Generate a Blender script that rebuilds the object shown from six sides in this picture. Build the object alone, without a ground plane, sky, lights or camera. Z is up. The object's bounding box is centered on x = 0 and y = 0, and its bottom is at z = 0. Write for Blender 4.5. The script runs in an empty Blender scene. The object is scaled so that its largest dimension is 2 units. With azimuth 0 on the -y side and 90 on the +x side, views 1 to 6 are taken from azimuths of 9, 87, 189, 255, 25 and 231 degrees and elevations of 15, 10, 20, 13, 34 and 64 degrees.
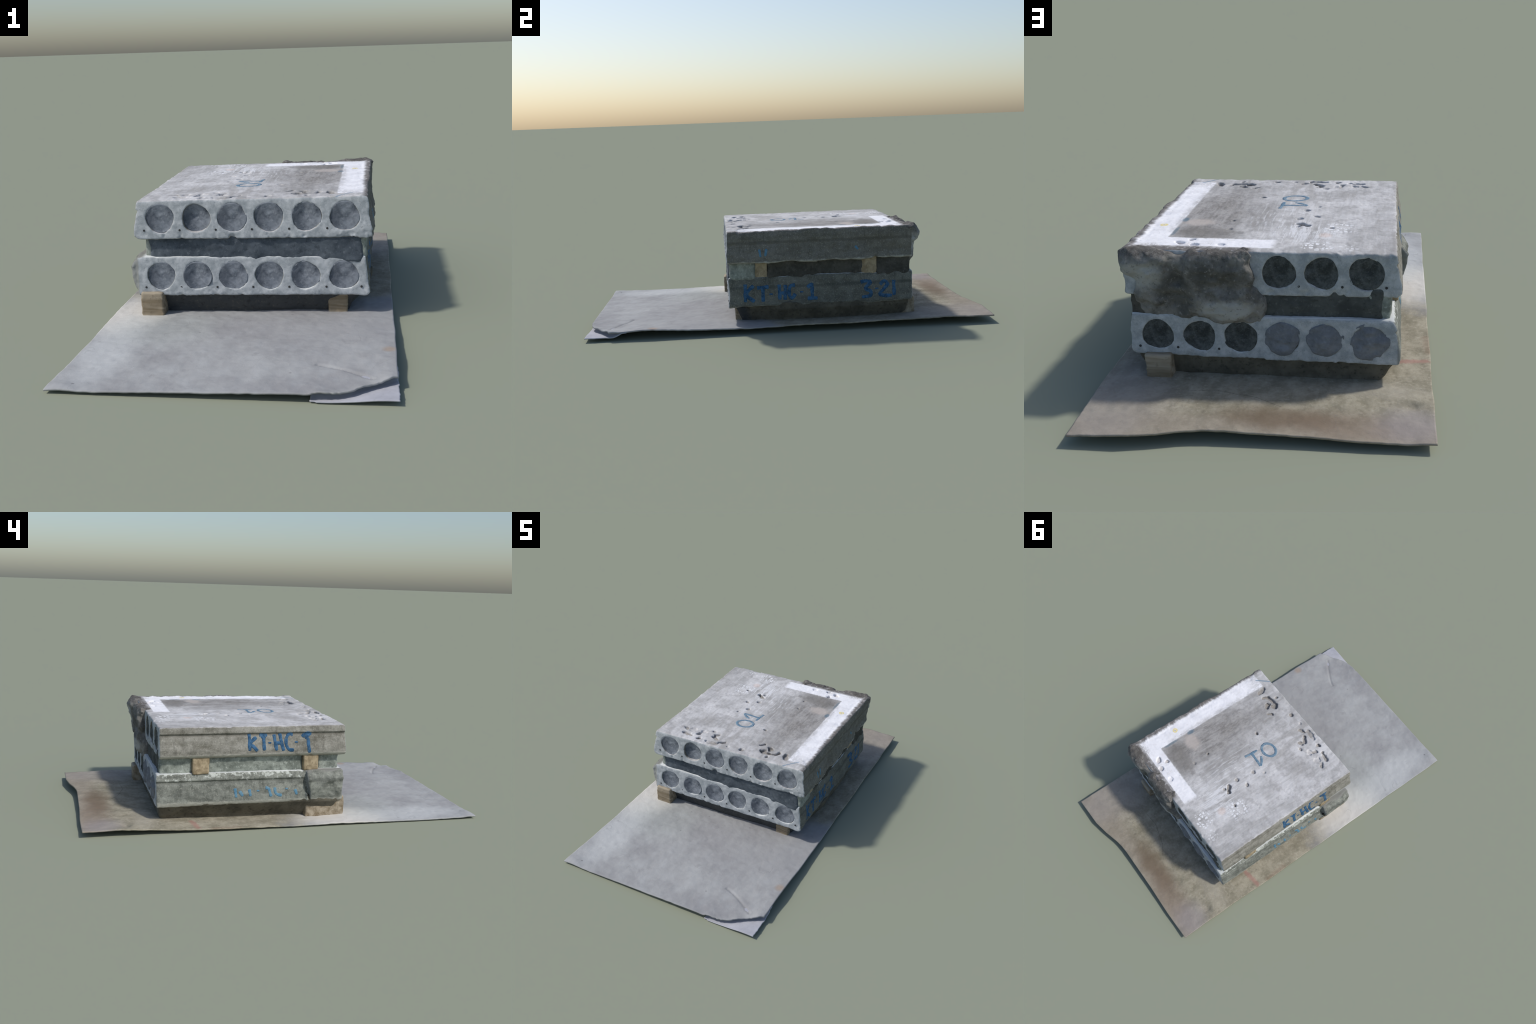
# A stack of two hollow-core concrete slab offcuts on timber, standing on a patch of concrete floor.
import bpy, math
import numpy as np
from mathutils import Vector
from mathutils.bvhtree import BVHTree

rng = np.random.default_rng(7)

# ------------------------------------------------------------------ numeric helpers
LAT = rng.random((64, 64, 64), dtype=np.float32)


def vnoise(x, y, z, f, seed=0):
    """Value noise in -1..1 at frequency f (cycles per metre)."""
    o = seed * 7.31
    p = [x * f + o, y * f + 1.7 * o, z * f + 2.3 * o]
    i = [np.floor(q).astype(np.int32) for q in p]
    t = [q - k for q, k in zip(p, i)]
    t = [q * q * (3 - 2 * q) for q in t]
    a = [k & 63 for k in i]
    b = [(k + 1) & 63 for k in i]

    def mix(u, v, w):
        return u + (v - u) * w
    c00 = mix(LAT[a[0], a[1], a[2]], LAT[b[0], a[1], a[2]], t[0])
    c10 = mix(LAT[a[0], b[1], a[2]], LAT[b[0], b[1], a[2]], t[0])
    c01 = mix(LAT[a[0], a[1], b[2]], LAT[b[0], a[1], b[2]], t[0])
    c11 = mix(LAT[a[0], b[1], b[2]], LAT[b[0], b[1], b[2]], t[0])
    return mix(mix(c00, c10, t[1]), mix(c01, c11, t[1]), t[2]) * 2 - 1


def fbm(x, y, z, f, n=3, seed=0):
    s = 0
    for k in range(n):
        s = s + vnoise(x, y, z, f * 2.03 ** k, seed + k) * 0.5 ** k
    return s


def smax(a, b, k):
    h = np.maximum(k - np.abs(a - b), 0) / k
    return np.maximum(a, b) + h * h * k * 0.25


def smin(a, b, k):
    return -smax(-a, -b, k)


def lerp(v, xs, ys):
    return np.interp(v, xs, ys).astype(np.float32)


def sstep(v, a, b):
    t = np.clip((v - a) / (b - a), 0, 1)
    return t * t * (3 - 2 * t)


def ellipsoid(x, y, z, c, r):
    k = np.sqrt(((x - c[0]) / r[0]) ** 2 + ((y - c[1]) / r[1]) ** 2 + ((z - c[2]) / r[2]) ** 2)
    return (k - 1) * min(r)


def capsule(x, y, z, a, b, r):
    a, b = np.array(a, float), np.array(b, float)
    d = b - a
    t = np.clip(((x - a[0]) * d[0] + (y - a[1]) * d[1] + (z - a[2]) * d[2]) / max(d @ d, 1e-9), 0, 1)
    return np.sqrt((x - a[0] - t * d[0]) ** 2 + (y - a[1] - t * d[1]) ** 2 + (z - a[2] - t * d[2]) ** 2) - r


def box(x, y, z, lo, hi, k):
    d = smax(lo[0] - x, x - hi[0], k)
    d = smax(d, smax(lo[1] - y, y - hi[1], k), k)
    return smax(d, smax(lo[2] - z, z - hi[2], k), k)


def surface(field, lo, hi, h, relief=None, band=0.03):
    """Polygonise the zero level of a signed distance rule (surface nets)."""
    n = [int(math.ceil((b - a) / h)) + 1 for a, b in zip(lo, hi)]
    ax = [np.arange(k, dtype=np.float32) * h + a for k, a in zip(n, lo)]
    X, Y, Z = np.meshgrid(*ax, indexing="ij")
    D = field(X, Y, Z).astype(np.float32)
    if relief is not None:
        m = np.abs(D) < band
        D[m] += relief(X[m], Y[m], Z[m]).astype(np.float32)
    S = D < 0
    cnt = np.zeros([k - 1 for k in n], np.int8)
    sh = [(i, j, k) for i in (0, 1) for j in (0, 1) for k in (0, 1)]

    def cell(A, s):
        return A[s[0]:n[0] - 1 + s[0], s[1]:n[1] - 1 + s[1], s[2]:n[2] - 1 + s[2]]
    for s in sh:
        cnt += cell(S, s)
    act = (cnt > 0) & (cnt < 8)
    I, J, K = np.nonzero(act)
    P = np.zeros((len(I), 3))
    W = np.zeros(len(I))
    for s in sh:
        for axis in range(3):
            if s[axis]:
                continue
            e = list(s)
            e[axis] = 1
            d0 = D[I + s[0], J + s[1], K + s[2]]
            d1 = D[I + e[0], J + e[1], K + e[2]]
            m = (d0 < 0) != (d1 < 0)
            t = np.where(m, d0 / np.where(m, d0 - d1, 1), 0)
            q = np.array(s, float)[None, :].repeat(len(I), 0)
            q[:, axis] = t
            P[m] += q[m]
            W[m] += 1
    V = (P / W[:, None] + np.stack([I, J, K], 1)) * h + np.array(lo)
    idx = np.full(act.shape, -1, np.int64)
    idx[I, J, K] = np.arange(len(I))
    F = []
    for axis in range(3):
        a, b = [(1, 2), (2, 0), (0, 1)][axis]
        sl0 = [slice(None)] * 3
        sl1 = [slice(None)] * 3
        sl0[axis], sl1[axis] = slice(0, -1), slice(1, None)
        A, B = S[tuple(sl0)], S[tuple(sl1)]
        for flip, M in ((0, A & ~B), (1, ~A & B)):
            q = np.stack(np.nonzero(M), 1)
            q = q[(q[:, a] > 0) & (q[:, b] > 0) & (q[:, a] < n[a] - 1) & (q[:, b] < n[b] - 1)]
            quad = []
            for da, db in ((-1, -1), (0, -1), (0, 0), (-1, 0)):
                c = q.copy()
                c[:, a] += da
                c[:, b] += db
                quad.append(idx[c[:, 0], c[:, 1], c[:, 2]])
            quad = np.stack(quad, 1)
            F.append(quad[:, ::-1] if flip else quad)
    F = np.concatenate(F)
    F = F[(F >= 0).all(1)]
    return V, F


def make_mesh(name, V, F, mat, smooth=True):
    me = bpy.data.meshes.new(name)
    V = np.asarray(V, np.float32)
    if isinstance(F, np.ndarray):
        me.vertices.add(len(V))
        me.vertices.foreach_set("co", V.ravel())
        k = F.shape[1]
        me.loops.add(F.size)
        me.loops.foreach_set("vertex_index", F.ravel().astype(np.int32))
        me.polygons.add(len(F))
        me.polygons.foreach_set("loop_start", np.arange(0, F.size, k, dtype=np.int32))
        me.update(calc_edges=True)
    else:
        me.from_pydata([tuple(map(float, v)) for v in V], [], F)
    me.validate()
    if smooth:
        me.shade_smooth()
    me.materials.append(mat)
    return me


def add(name, me, parent=None, loc=(0, 0, 0)):
    o = bpy.data.objects.new(name, me)
    bpy.context.scene.collection.objects.link(o)
    o.location = loc
    if parent is not None:
        o.parent = parent
    return o


def thing(name, loc, label, category, me=None):
    o = add(name, me, None, loc)
    o["label"] = label
    o["category"] = category
    return o


# ------------------------------------------------------------------ shader helpers
class Nodes:
    """Small wrapper that writes a Principled material as expressions on sockets."""

    def __init__(self, name, offset=(0, 0, 0)):
        self.m = bpy.data.materials.new(name)
        self.m.use_nodes = True
        self.t = self.m.node_tree
        self.bsdf = self.t.nodes["Principled BSDF"]
        co = self.t.nodes.new("ShaderNodeTexCoord").outputs["Object"]
        self.p = self.vec("ADD", co, offset) if any(offset) else co
        sep = self.t.nodes.new("ShaderNodeSeparateXYZ")
        self.link(self.p, sep.inputs[0])
        self.x, self.y, self.z = sep.outputs

    def link(self, a, sock):
        if isinstance(a, bpy.types.NodeSocket):
            self.t.links.new(a, sock)
        elif isinstance(a, (tuple, list)) and len(a) == 3 and sock.type == "RGBA":
            sock.default_value = (*a, 1)
        else:
            sock.default_value = a

    def vec(self, op, a, b):
        n = self.t.nodes.new("ShaderNodeVectorMath")
        n.operation = op
        self.link(a, n.inputs[0])
        self.link(b, n.inputs[1])
        return n.outputs[0]

    def math(self, op, a, b=0.0, c=0.0, clamp=False):
        n = self.t.nodes.new("ShaderNodeMath")
        n.operation = op
        n.use_clamp = clamp
        for s, v in zip(n.inputs, (a, b, c)):
            self.link(v, s)
        return n.outputs[0]

    def scale(self, s):
        return self.vec("MULTIPLY", self.p, s)

    def noise(self, scale, detail=4, rough=0.6, stretch=(1, 1, 1), dist=0.0, seed=0.0):
        n = self.t.nodes.new("ShaderNodeTexNoise")
        self.link(self.vec("ADD", self.scale(stretch), (seed, seed * 0.37, seed * 1.3)), n.inputs["Vector"])
        n.inputs["Scale"].default_value = scale
        n.inputs["Detail"].default_value = detail
        n.inputs["Roughness"].default_value = rough
        n.inputs["Distortion"].default_value = dist
        return n.outputs["Fac"]

    def voronoi(self, scale, feature="F1", out="Distance", stretch=(1, 1, 1), seed=0.0, rand=1.0):
        n = self.t.nodes.new("ShaderNodeTexVoronoi")
        n.feature = feature
        self.link(self.vec("ADD", self.scale(stretch), (seed, seed, seed)), n.inputs["Vector"])
        n.inputs["Scale"].default_value = scale
        n.inputs["Randomness"].default_value = rand
        return n.outputs[out]

    def step(self, v, a, b):
        """0 below a, 1 above b (b may be less than a for the reverse)."""
        n = self.t.nodes.new("ShaderNodeMapRange")
        n.interpolation_type = "SMOOTHSTEP"
        lo, hi, u, w = (a, b, 0, 1) if a < b else (b, a, 1, 0)
        self.link(v, n.inputs["Value"])
        for k, val in zip(("From Min", "From Max", "To Min", "To Max"), (lo, hi, u, w)):
            n.inputs[k].default_value = val
        return n.outputs["Result"]

    def mul(self, *a):
        r = a[0]
        for b in a[1:]:
            r = self.math("MULTIPLY", r, b)
        return r

    def add_(self, a, b):
        return self.math("ADD", a, b)

    def mix(self, f, a, b, mode="MIX"):
        n = self.t.nodes.new("ShaderNodeMix")
        n.data_type = "RGBA"
        n.blend_type = mode
        self.link(f, n.inputs["Factor"])
        self.link(a, n.inputs["A"])
        self.link(b, n.inputs["B"])
        return n.outputs["Result"]

    def blob(self, c, r, soft=0.5, wob=None):
        """Soft elliptical mask about c with radii r."""
        s = 0
        for v, k, q in zip((self.x, self.y, self.z), c, r):
            if q is None:
                continue
            d = self.math("DIVIDE", self.math("SUBTRACT", v, k), q)
            d = self.math("MULTIPLY", d, d)
            s = d if isinstance(s, int) else self.add_(s, d)
        s = self.math("SQRT", s)
        if wob is not None:
            s = self.add_(s, wob)
        return self.step(s, 1 + soft, 1 - soft)

    def segment(self, a, b, r, soft, axes="xy", wob=None):
        """Mask of a brush stroke from a to b in two coordinates."""
        u, v = getattr(self, axes[0]), getattr(self, axes[1])
        dx, dy = b[0] - a[0], b[1] - a[1]
        l2 = dx * dx + dy * dy
        pu, pv = self.math("SUBTRACT", u, a[0]), self.math("SUBTRACT", v, a[1])
        t = self.add_(self.mul(pu, dx / l2), self.mul(pv, dy / l2))
        t = self.math("ADD", t, 0.0, clamp=True)
        du = self.math("SUBTRACT", pu, self.mul(t, dx))
        dv = self.math("SUBTRACT", pv, self.mul(t, dy))
        d = self.math("SQRT", self.add_(self.mul(du, du), self.mul(dv, dv)))
        if wob is not None:
            d = self.add_(d, wob)
        return self.step(d, r + soft, r - soft)

    def centred(self, f, k):
        return self.math("MULTIPLY", self.math("SUBTRACT", f, 0.5), k)

    def normal(self):
        g = self.t.nodes.new("ShaderNodeNewGeometry")
        # facing direction of the untwisted object (objects are never rotated)
        sep = self.t.nodes.new("ShaderNodeSeparateXYZ")
        self.link(g.outputs["Normal"], sep.inputs[0])
        return sep.outputs

    def bump(self, h, strength=0.3, dist=0.004):
        n = self.t.nodes.new("ShaderNodeBump")
        n.inputs["Strength"].default_value = strength
        n.inputs["Distance"].default_value = dist
        self.link(h, n.inputs["Height"])
        self.link(n.outputs[0], self.bsdf.inputs["Normal"])

    def finish(self, col, rough=0.9):
        self.link(col, self.bsdf.inputs["Base Color"])
        self.link(rough, self.bsdf.inputs["Roughness"])
        self.bsdf.inputs["Specular IOR Level"].default_value = 0.25
        return self.m


def rgb(r, g, b):
    """sRGB 0-255 to linear."""
    return tuple(((c / 255 + 0.055) / 1.055) ** 2.4 if c > 10 else c / 255 / 12.92 for c in (r, g, b))


def top_z(x):
    return 0.476 + 0.021 * x


# ------------------------------------------------------------------ materials
UPPER_BASE, LOWER_BASE = 0.330, 0.100


def face_masks(n, kind):
    """Masks of sawn ends and cast sides; these faces differ in make, not in light."""
    nx, ny, nz = n.normal()
    end = n.step(n.math("ABSOLUTE", ny), 0.55, 0.8)
    if kind == "upper":
        # nor are the walls of the pits in the top
        pit = n.mul(n.step(n.math("ABSOLUTE", n.x), 0.405, 0.400), n.step(n.y, -0.298, -0.292), n.step(n.y, 0.600, 0.590), n.step(n.z, 0.440, 0.442))
        rest = n.math("SUBTRACT", 1.0, pit)
        return n.mul(end, rest), n.mul(n.step(n.math("ABSOLUTE", nx), 0.45, 0.75), rest), n.math("MAXIMUM", n.step(nz, 0.5, 0.8), pit)
    return end, n.step(n.math("ABSOLUTE", nx), 0.45, 0.75), n.step(nz, 0.5, 0.8)


def slab_material(kind):
    base = UPPER_BASE if kind == "upper" else LOWER_BASE
    n = Nodes("cast_concrete_" + kind, (0, 0, base))
    end, side, topm = face_masks(n, kind)
    big = n.noise(5, 4, 0.6, seed=1.3 if kind == "upper" else 5.1)
    mid = n.noise(28, 4, 0.65, seed=2.1)
    fine = n.noise(170, 3, 0.7, seed=4.7)
    grit = n.noise(420, 2, 0.6, seed=9.7)
    streak = n.noise(95, 5, 0.7, stretch=(1, 0.11, 1), seed=3.3)

    # sawn ends: pale grey paste with darker aggregate grains
    e = n.mix(n.step(mid, 0.35, 0.68), rgb(152, 158, 162), rgb(184, 188, 191))
    grains = n.step(n.add_(n.mul(fine, 0.7), n.mul(grit, 0.5)), 0.52, 0.40)
    e = n.mix(n.mul(grains, 0.6), e, rgb(104, 110, 112))
    e = n.mix(n.mul(n.step(grit, 0.60, 0.72), 0.4), e, rgb(206, 209, 211))
    if kind == "lower":
        e = n.mix(n.mul(n.step(n.x, -0.425, -0.435), 0.8), e, rgb(126, 128, 124))

    # cast sides: grey-olive, horizontal runs, weather streaks
    runs = n.noise(22, 4, 0.6, stretch=(1, 0.3, 1.2), seed=6.1)
    drips = n.noise(50, 3, 0.6, stretch=(1, 1, 0.12), seed=8.4)
    if kind == "upper":
        s0, s1, s2 = rgb(110, 108, 99), rgb(156, 154, 146), rgb(82, 80, 73)
    else:
        s0, s1, s2 = rgb(96, 99, 93), rgb(148, 151, 143), rgb(72, 75, 70)
    s = n.mix(n.step(n.add_(n.mul(runs, 0.5), n.mul(mid, 0.5)), 0.34, 0.66), s0, s1)
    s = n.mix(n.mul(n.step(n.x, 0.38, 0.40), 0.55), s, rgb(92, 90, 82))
    s = n.mix(n.mul(n.step(drips, 0.55, 0.72), 0.45), s, s2)
    s = n.mix(n.mul(n.step(fine, 0.55, 0.72), 0.5), s, rgb(186, 184, 172))
    s = n.mix(n.mul(n.step(fine, 0.45, 0.30), 0.5), s, s2)
    gz = 0.430 if kind == "upper" else 0.207
    groove_line = n.math("ABSOLUTE", n.math("SUBTRACT", n.add_(n.z, n.centred(mid, 0.008)), gz))
    s = n.mix(n.mul(n.step(groove_line, 0.012, 0.002), 0.5), s, s2)
    lip = 0.343 if kind == "upper" else 0.118
    s = n.mix(n.mul(n.step(n.add_(n.z, n.centred(mid, 0.03)), lip, lip - 0.012), 0.55), s, rgb(205, 203, 192))
    if kind == "lower":
        pale_edge_flecks = n.mul(n.step(n.y, -0.125, -0.10), n.step(n.x, 0.40, 0.35), n.step(n.add_(n.noise(40, 4, 0.7, seed=11.0), n.mul(n.math("SUBTRACT", n.z, 0.2), 3.0)), 0.60, 0.72),
                     n.step(n.z, 0.185, 0.225))
        s = n.mix(n.mul(pale_edge_flecks, 0.75), s, rgb(208, 212, 206))

    # the top: trowelled, with long brush streaks
    if kind == "upper":
        t = n.mix(n.step(big, 0.34, 0.66), rgb(170, 169, 168), rgb(206, 205, 205))
        t = n.mix(n.mul(n.step(streak, 0.50, 0.70), 0.25), t, rgb(222, 222, 223))
        t = n.mix(n.mul(n.step(streak, 0.48, 0.32), 0.22), t, rgb(146, 144, 142))
        broad = n.noise(16, 4, 0.65, stretch=(1, 0.22, 1), seed=12.5)
        t = n.mix(n.mul(n.step(broad, 0.50, 0.36), 0.5), t, rgb(146, 143, 139))
        t = n.mix(n.mul(n.step(broad, 0.52, 0.66), 0.45), t, rgb(218, 217, 217))
        t = n.mix(n.mul(n.step(mid, 0.54, 0.36), 0.45), t, rgb(152, 150, 149))
        # stained field inside the painted corner
        wob = n.centred(n.noise(9, 4, 0.7, seed=20), 1.0)
        stain = n.blob((0.23, 0.21, 0), (0.15, 0.32, None), 0.75, wob)
        stain2 = n.blob((0.22, 0.43, 0), (0.12, 0.06, None), 0.6, wob)
        dark = n.mix(n.step(n.noise(40, 4, 0.7, stretch=(1, 0.35, 1), seed=21), 0.35, 0.65), rgb(98, 94, 89), rgb(152, 149, 145))
        t = n.mix(n.mul(stain, 0.66), t, dark)
        t = n.mix(n.mul(stain2, 0.6), t, rgb(100, 96, 89))
        pink = n.blob((0.265, 0.315, 0), (0.05, 0.035, None), 0.5, wob)
        t = n.mix(n.mul(pink, 0.7), t, rgb(190, 181, 174))
        # washed white, in drags and block prints
        wash = n.mul(n.blob((-0.12, 0.40, 0), (0.11, 0.10, None), 0.5, wob), n.step(streak, 0.45, 0.58))
        t = n.mix(n.mul(wash, 0.5), t, rgb(232, 233, 236))
        wash2 = n.mul(n.blob((-0.02, 0.26, 0), (0.12, 0.2, None), 0.5, wob), n.step(streak, 0.50, 0.62))
        t = n.mix(n.mul(wash2, 0.32), t, rgb(230, 231, 234))
        cell = n.voronoi(62, "DISTANCE_TO_EDGE", stretch=(1, 0.85, 0), rand=0.55)
        worn = n.step(n.noise(55, 3, 0.6, seed=25), 0.42, 0.50)
        prints = n.mul(n.step(cell, 0.10, 0.22), worn)
        area = n.math("MAXIMUM", n.blob((-0.175, 0.535, 0), (0.055, 0.045, None), 0.25),
                      n.math("MAXIMUM", n.blob((-0.235, 0.345, 0), (0.06, 0.055, None), 0.35, wob),
                             n.mul(n.blob((-0.275, 0.55, 0), (0.035, 0.03, None), 0.3), 0.6)))
        t = n.mix(n.mul(prints, area, 0.85), t, rgb(236, 237, 240))
        t = n.mix(n.mul(n.blob((-0.19, 0.425, 0), (0.018, 0.022, None), 0.5, wob), 0.4), t, rgb(206, 180, 165))
        # white painted L along two edges
        ragged = n.centred(n.noise(70, 4, 0.75, seed=30), 0.030)
        feather = n.centred(n.noise(90, 3, 0.7, stretch=(0.12, 1, 1), seed=31), 0.030)
        xa, ya = n.add_(n.x, ragged), n.add_(n.y, ragged)
        outer = n.step(n.add_(n.x, n.add_(n.mul(ragged, 0.7), feather)), 0.436, 0.420)
        longb = n.mul(n.step(n.add_(n.x, n.mul(ragged, 0.35)), 0.327, 0.337), outer,
                      n.step(n.add_(n.y, n.mul(ragged, 0.5)), -0.245, -0.235), n.step(n.add_(n.y, n.mul(ragged, 0.4)), 0.574, 0.562))
        shortb = n.mul(n.step(n.add_(n.y, n.mul(ragged, 0.35)), 0.481, 0.491), n.step(n.add_(n.y, n.mul(ragged, 0.2)), 0.571, 0.566),
                       n.step(xa, -0.045, -0.020), n.step(n.x, 0.36, 0.34))
        paint = n.math("MAXIMUM", longb, shortb)
        worncorner = n.mul(n.blob((0.385, 0.58, 0), (0.05, 0.03, None), 0.6), n.step(n.noise(110, 3, 0.7, seed=33), 0.42, 0.52))
        paint = n.mul(paint, n.math("SUBTRACT", 1.0, worncorner))
        patchy = n.mul(n.step(n.noise(34, 5, 0.72, stretch=(1, 0.5, 1), seed=39), 0.40, 0.54), 0.45)
        inner = n.math("MAXIMUM", n.mul(n.step(n.add_(n.x, ragged), 0.362, 0.340), n.step(n.y, 0.45, 0.40)), n.step(n.add_(n.y, n.mul(ragged, 2.0)), -0.12, -0.20))
        paint = n.mul(paint, n.math("SUBTRACT", 1.0, n.mul(patchy, inner)))
        specks = n.step(n.noise(95, 2, 0.6, seed=34), 0.30, 0.24)
        white = n.mix(n.step(n.noise(14, 4, 0.6, seed=35), 0.35, 0.7), rgb(243, 243, 246), rgb(230, 230, 234))
        white = n.mix(n.mul(specks, 0.7), white, rgb(140, 135, 128))
        scuff = n.mul(n.step(n.noise(22, 5, 0.7, seed=37), 0.50, 0.66), n.math("MAXIMUM", n.blob((0.22, 0.53, 0), (0.09, 0.06, None), 0.5), 0.35))
        white = n.mix(n.mul(scuff, 0.75), white, rgb(208, 205, 203))
        t = n.mix(n.mul(paint, 0.97), t, white)
        # pit bottoms darkened in colour for the shadow inside them
        deep = n.step(n.math("SUBTRACT", n.add_(n.mul(n.x, 0.021), 0.4765), n.z), 0.006, 0.012)
        deep = n.mul(deep, n.step(n.math("ABSOLUTE", n.x), 0.405, 0.400), n.step(n.y, -0.296, -0.290), n.step(n.y, 0.595, 0.585))
        t = n.mix(n.mul(deep, 0.45), t, rgb(128, 122, 113))
        # grime along the right and back rim
        grime = n.mul(n.math("MAXIMUM", n.step(n.add_(n.x, feather), 0.420, 0.440),
                             n.mul(n.step(n.add_(n.y, ragged), 0.566, 0.585), n.step(n.x, 0.0, 0.05))), n.step(n.noise(45, 4, 0.7, seed=36), 0.28, 0.5))
        t = n.mix(n.mul(grime, 0.85), t, rgb(96, 92, 88))
        # blue rub marks along the paint, a blue tick, a yellow ring
        wob2 = n.centred(n.noise(60, 3, 0.7, seed=40), 1.3)
        for c, r, k in (((0.324, 0.286, 0), (0.012, 0.022, None), 0.8), ((0.326, 0.42, 0), (0.007, 0.045, None), 0.6)):
            t = n.mix(n.mul(n.blob(c, r, 0.4, wob2), k), t, rgb(96, 118, 132))
        tick = n.segment((0.388, -0.228), (0.322, -0.306), 0.0035, 0.003)
        t = n.mix(n.mul(tick, 0.75), t, rgb(96, 128, 150))
        ring = n.math("SQRT", n.add_(n.mul(n.math("SUBTRACT", n.x, 0.385), n.math("SUBTRACT", n.x, 0.385)),
                                     n.mul(n.math("SUBTRACT", n.y, 0.355), n.math("SUBTRACT", n.y, 0.355))))
        ring = n.add_(ring, n.centred(n.noise(90, 2, 0.6, seed=41), 0.006))
        t = n.mix(n.mul(n.step(ring, 0.017, 0.012), n.step(ring, 0.003, 0.008), 0.75), t, rgb(226, 208, 120))
        t = n.mix(n.step(ring, 0.0035, 0.002), t, rgb(70, 66, 55))
    else:
        t = n.mix(n.step(big, 0.35, 0.65), rgb(190, 194, 194), rgb(214, 217, 216))
        t = n.mix(n.mul(n.step(n.x, -0.40, -0.42), n.step(n.y, -0.10, -0.125), 0.9), t, rgb(118, 118, 112))

    under = n.mix(mid, rgb(128, 126, 118), rgb(160, 158, 150))
    c = n.mix(topm, under, t)
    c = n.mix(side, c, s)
    c = n.mix(end, c, e)
    h = n.add_(n.mul(fine, 0.6), n.add_(n.mul(grit, 0.25), n.mul(streak, n.mul(topm, 0.5))))
    n.bump(h, 0.35, 0.003)
    return n.finish(c, 0.92)


def plain_concrete(name, lo, hi, spot, offset=(0, 0, 0), f=1.0, k=0.5, bump=0.4):
    n = Nodes(name, offset)
    a = n.noise(14 * f, 4, 0.65, seed=1.1)
    b = n.noise(70 * f, 3, 0.7, seed=5.3)
    c = n.mix(n.step(a, 0.32, 0.68), lo, hi)
    c = n.mix(n.mul(n.step(b, 0.55, 0.70), k), c, spot)
    c = n.mix(n.mul(n.step(b, 0.45, 0.32), k), c, tuple(v * 0.55 for v in lo))
    n.bump(b, bump, 0.004)
    return n.finish(c, 0.93)


def underfill_material():
    n = Nodes("shade_dark_underfill", (0, 0, LOWER_BASE))
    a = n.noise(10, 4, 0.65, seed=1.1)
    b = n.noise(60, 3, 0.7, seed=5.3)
    c = n.mix(n.step(a, 0.32, 0.68), rgb(80, 77, 68), rgb(110, 105, 92))  # base colours kept dark to draw the unlit void under the slab
    void_shade = n.step(n.add_(n.y, n.centred(a, 0.1)), -0.17, -0.23)
    c = n.mix(n.mul(void_shade, 0.8, n.step(n.x, -0.39, -0.36)), c, rgb(58, 63, 69))
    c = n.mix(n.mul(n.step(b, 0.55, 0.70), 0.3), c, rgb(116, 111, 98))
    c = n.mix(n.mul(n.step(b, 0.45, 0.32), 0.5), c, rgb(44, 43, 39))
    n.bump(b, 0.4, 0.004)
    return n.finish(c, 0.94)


def lump_material():
    n = Nodes("broken_mortar", (0, 0, UPPER_BASE))
    a = n.noise(13, 4, 0.65, seed=1.1)
    b = n.noise(70, 4, 0.7, seed=5.3)
    w = n.centred(n.noise(16, 3, 0.7, seed=8.1), 0.9)
    c = n.mix(n.step(a, 0.32, 0.68), rgb(86, 85, 81), rgb(134, 132, 127))
    pale = n.math("MAXIMUM", n.blob((0.395, 0, 0.405), (0.075, None, 0.05), 0.4, w), n.blob((0.12, 0, 0.285), (0.085, None, 0.04), 0.35, w))
    c = n.mix(n.mul(pale, 0.7), c, rgb(176, 177, 174))
    dark = n.math("MAXIMUM", n.blob((0.275, 0, 0.34), (0.055, None, 0.075), 0.4, w), n.mul(n.blob((0.12, 0, 0.41), (0.09, None, 0.04), 0.4, w), 0.7))
    c = n.mix(n.mul(dark, 0.6), c, rgb(74, 74, 70))
    crust = n.step(n.add_(n.z, n.centred(b, 0.02)), 0.468, 0.478)
    c = n.mix(n.mul(crust, n.step(b, 0.40, 0.56), 0.8), c, rgb(84, 80, 77))
    c = n.mix(n.mul(n.step(b, 0.56, 0.70), 0.3), c, rgb(186, 184, 180))
    c = n.mix(n.mul(n.step(b, 0.45, 0.32), 0.45), c, rgb(56, 55, 52))
    n.bump(b, 0.5, 0.004)
    return n.finish(c, 0.94)


def timber_material(name, lo, hi):
    n = Nodes(name)
    g = n.noise(26, 4, 0.6, stretch=(0.12, 1.4, 1.4), dist=0.6, seed=2.0)
    r = n.noise(150, 4, 0.7, stretch=(0.25, 1, 0.3), seed=3.0)
    c = n.mix(n.step(g, 0.32, 0.68), lo, hi)
    c = n.mix(n.mul(n.step(r, 0.54, 0.70), 0.4), c, tuple(v * 0.5 for v in lo))
    n.bump(n.add_(g, r), 0.4, 0.003)
    return n.finish(c, 0.85)


def paint_material(name, a, b, bare):
    n = Nodes(name)
    m = n.noise(45, 3, 0.6, seed=3.0)
    w = n.noise(160, 3, 0.75, seed=7.0)
    c = n.mix(n.step(m, 0.35, 0.65), a, b)
    c = n.mix(n.mul(n.step(w, 0.54, 0.66), 0.6), c, bare)
    n.bump(w, 0.3, 0.002)
    return n.finish(c, 0.8)


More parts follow.
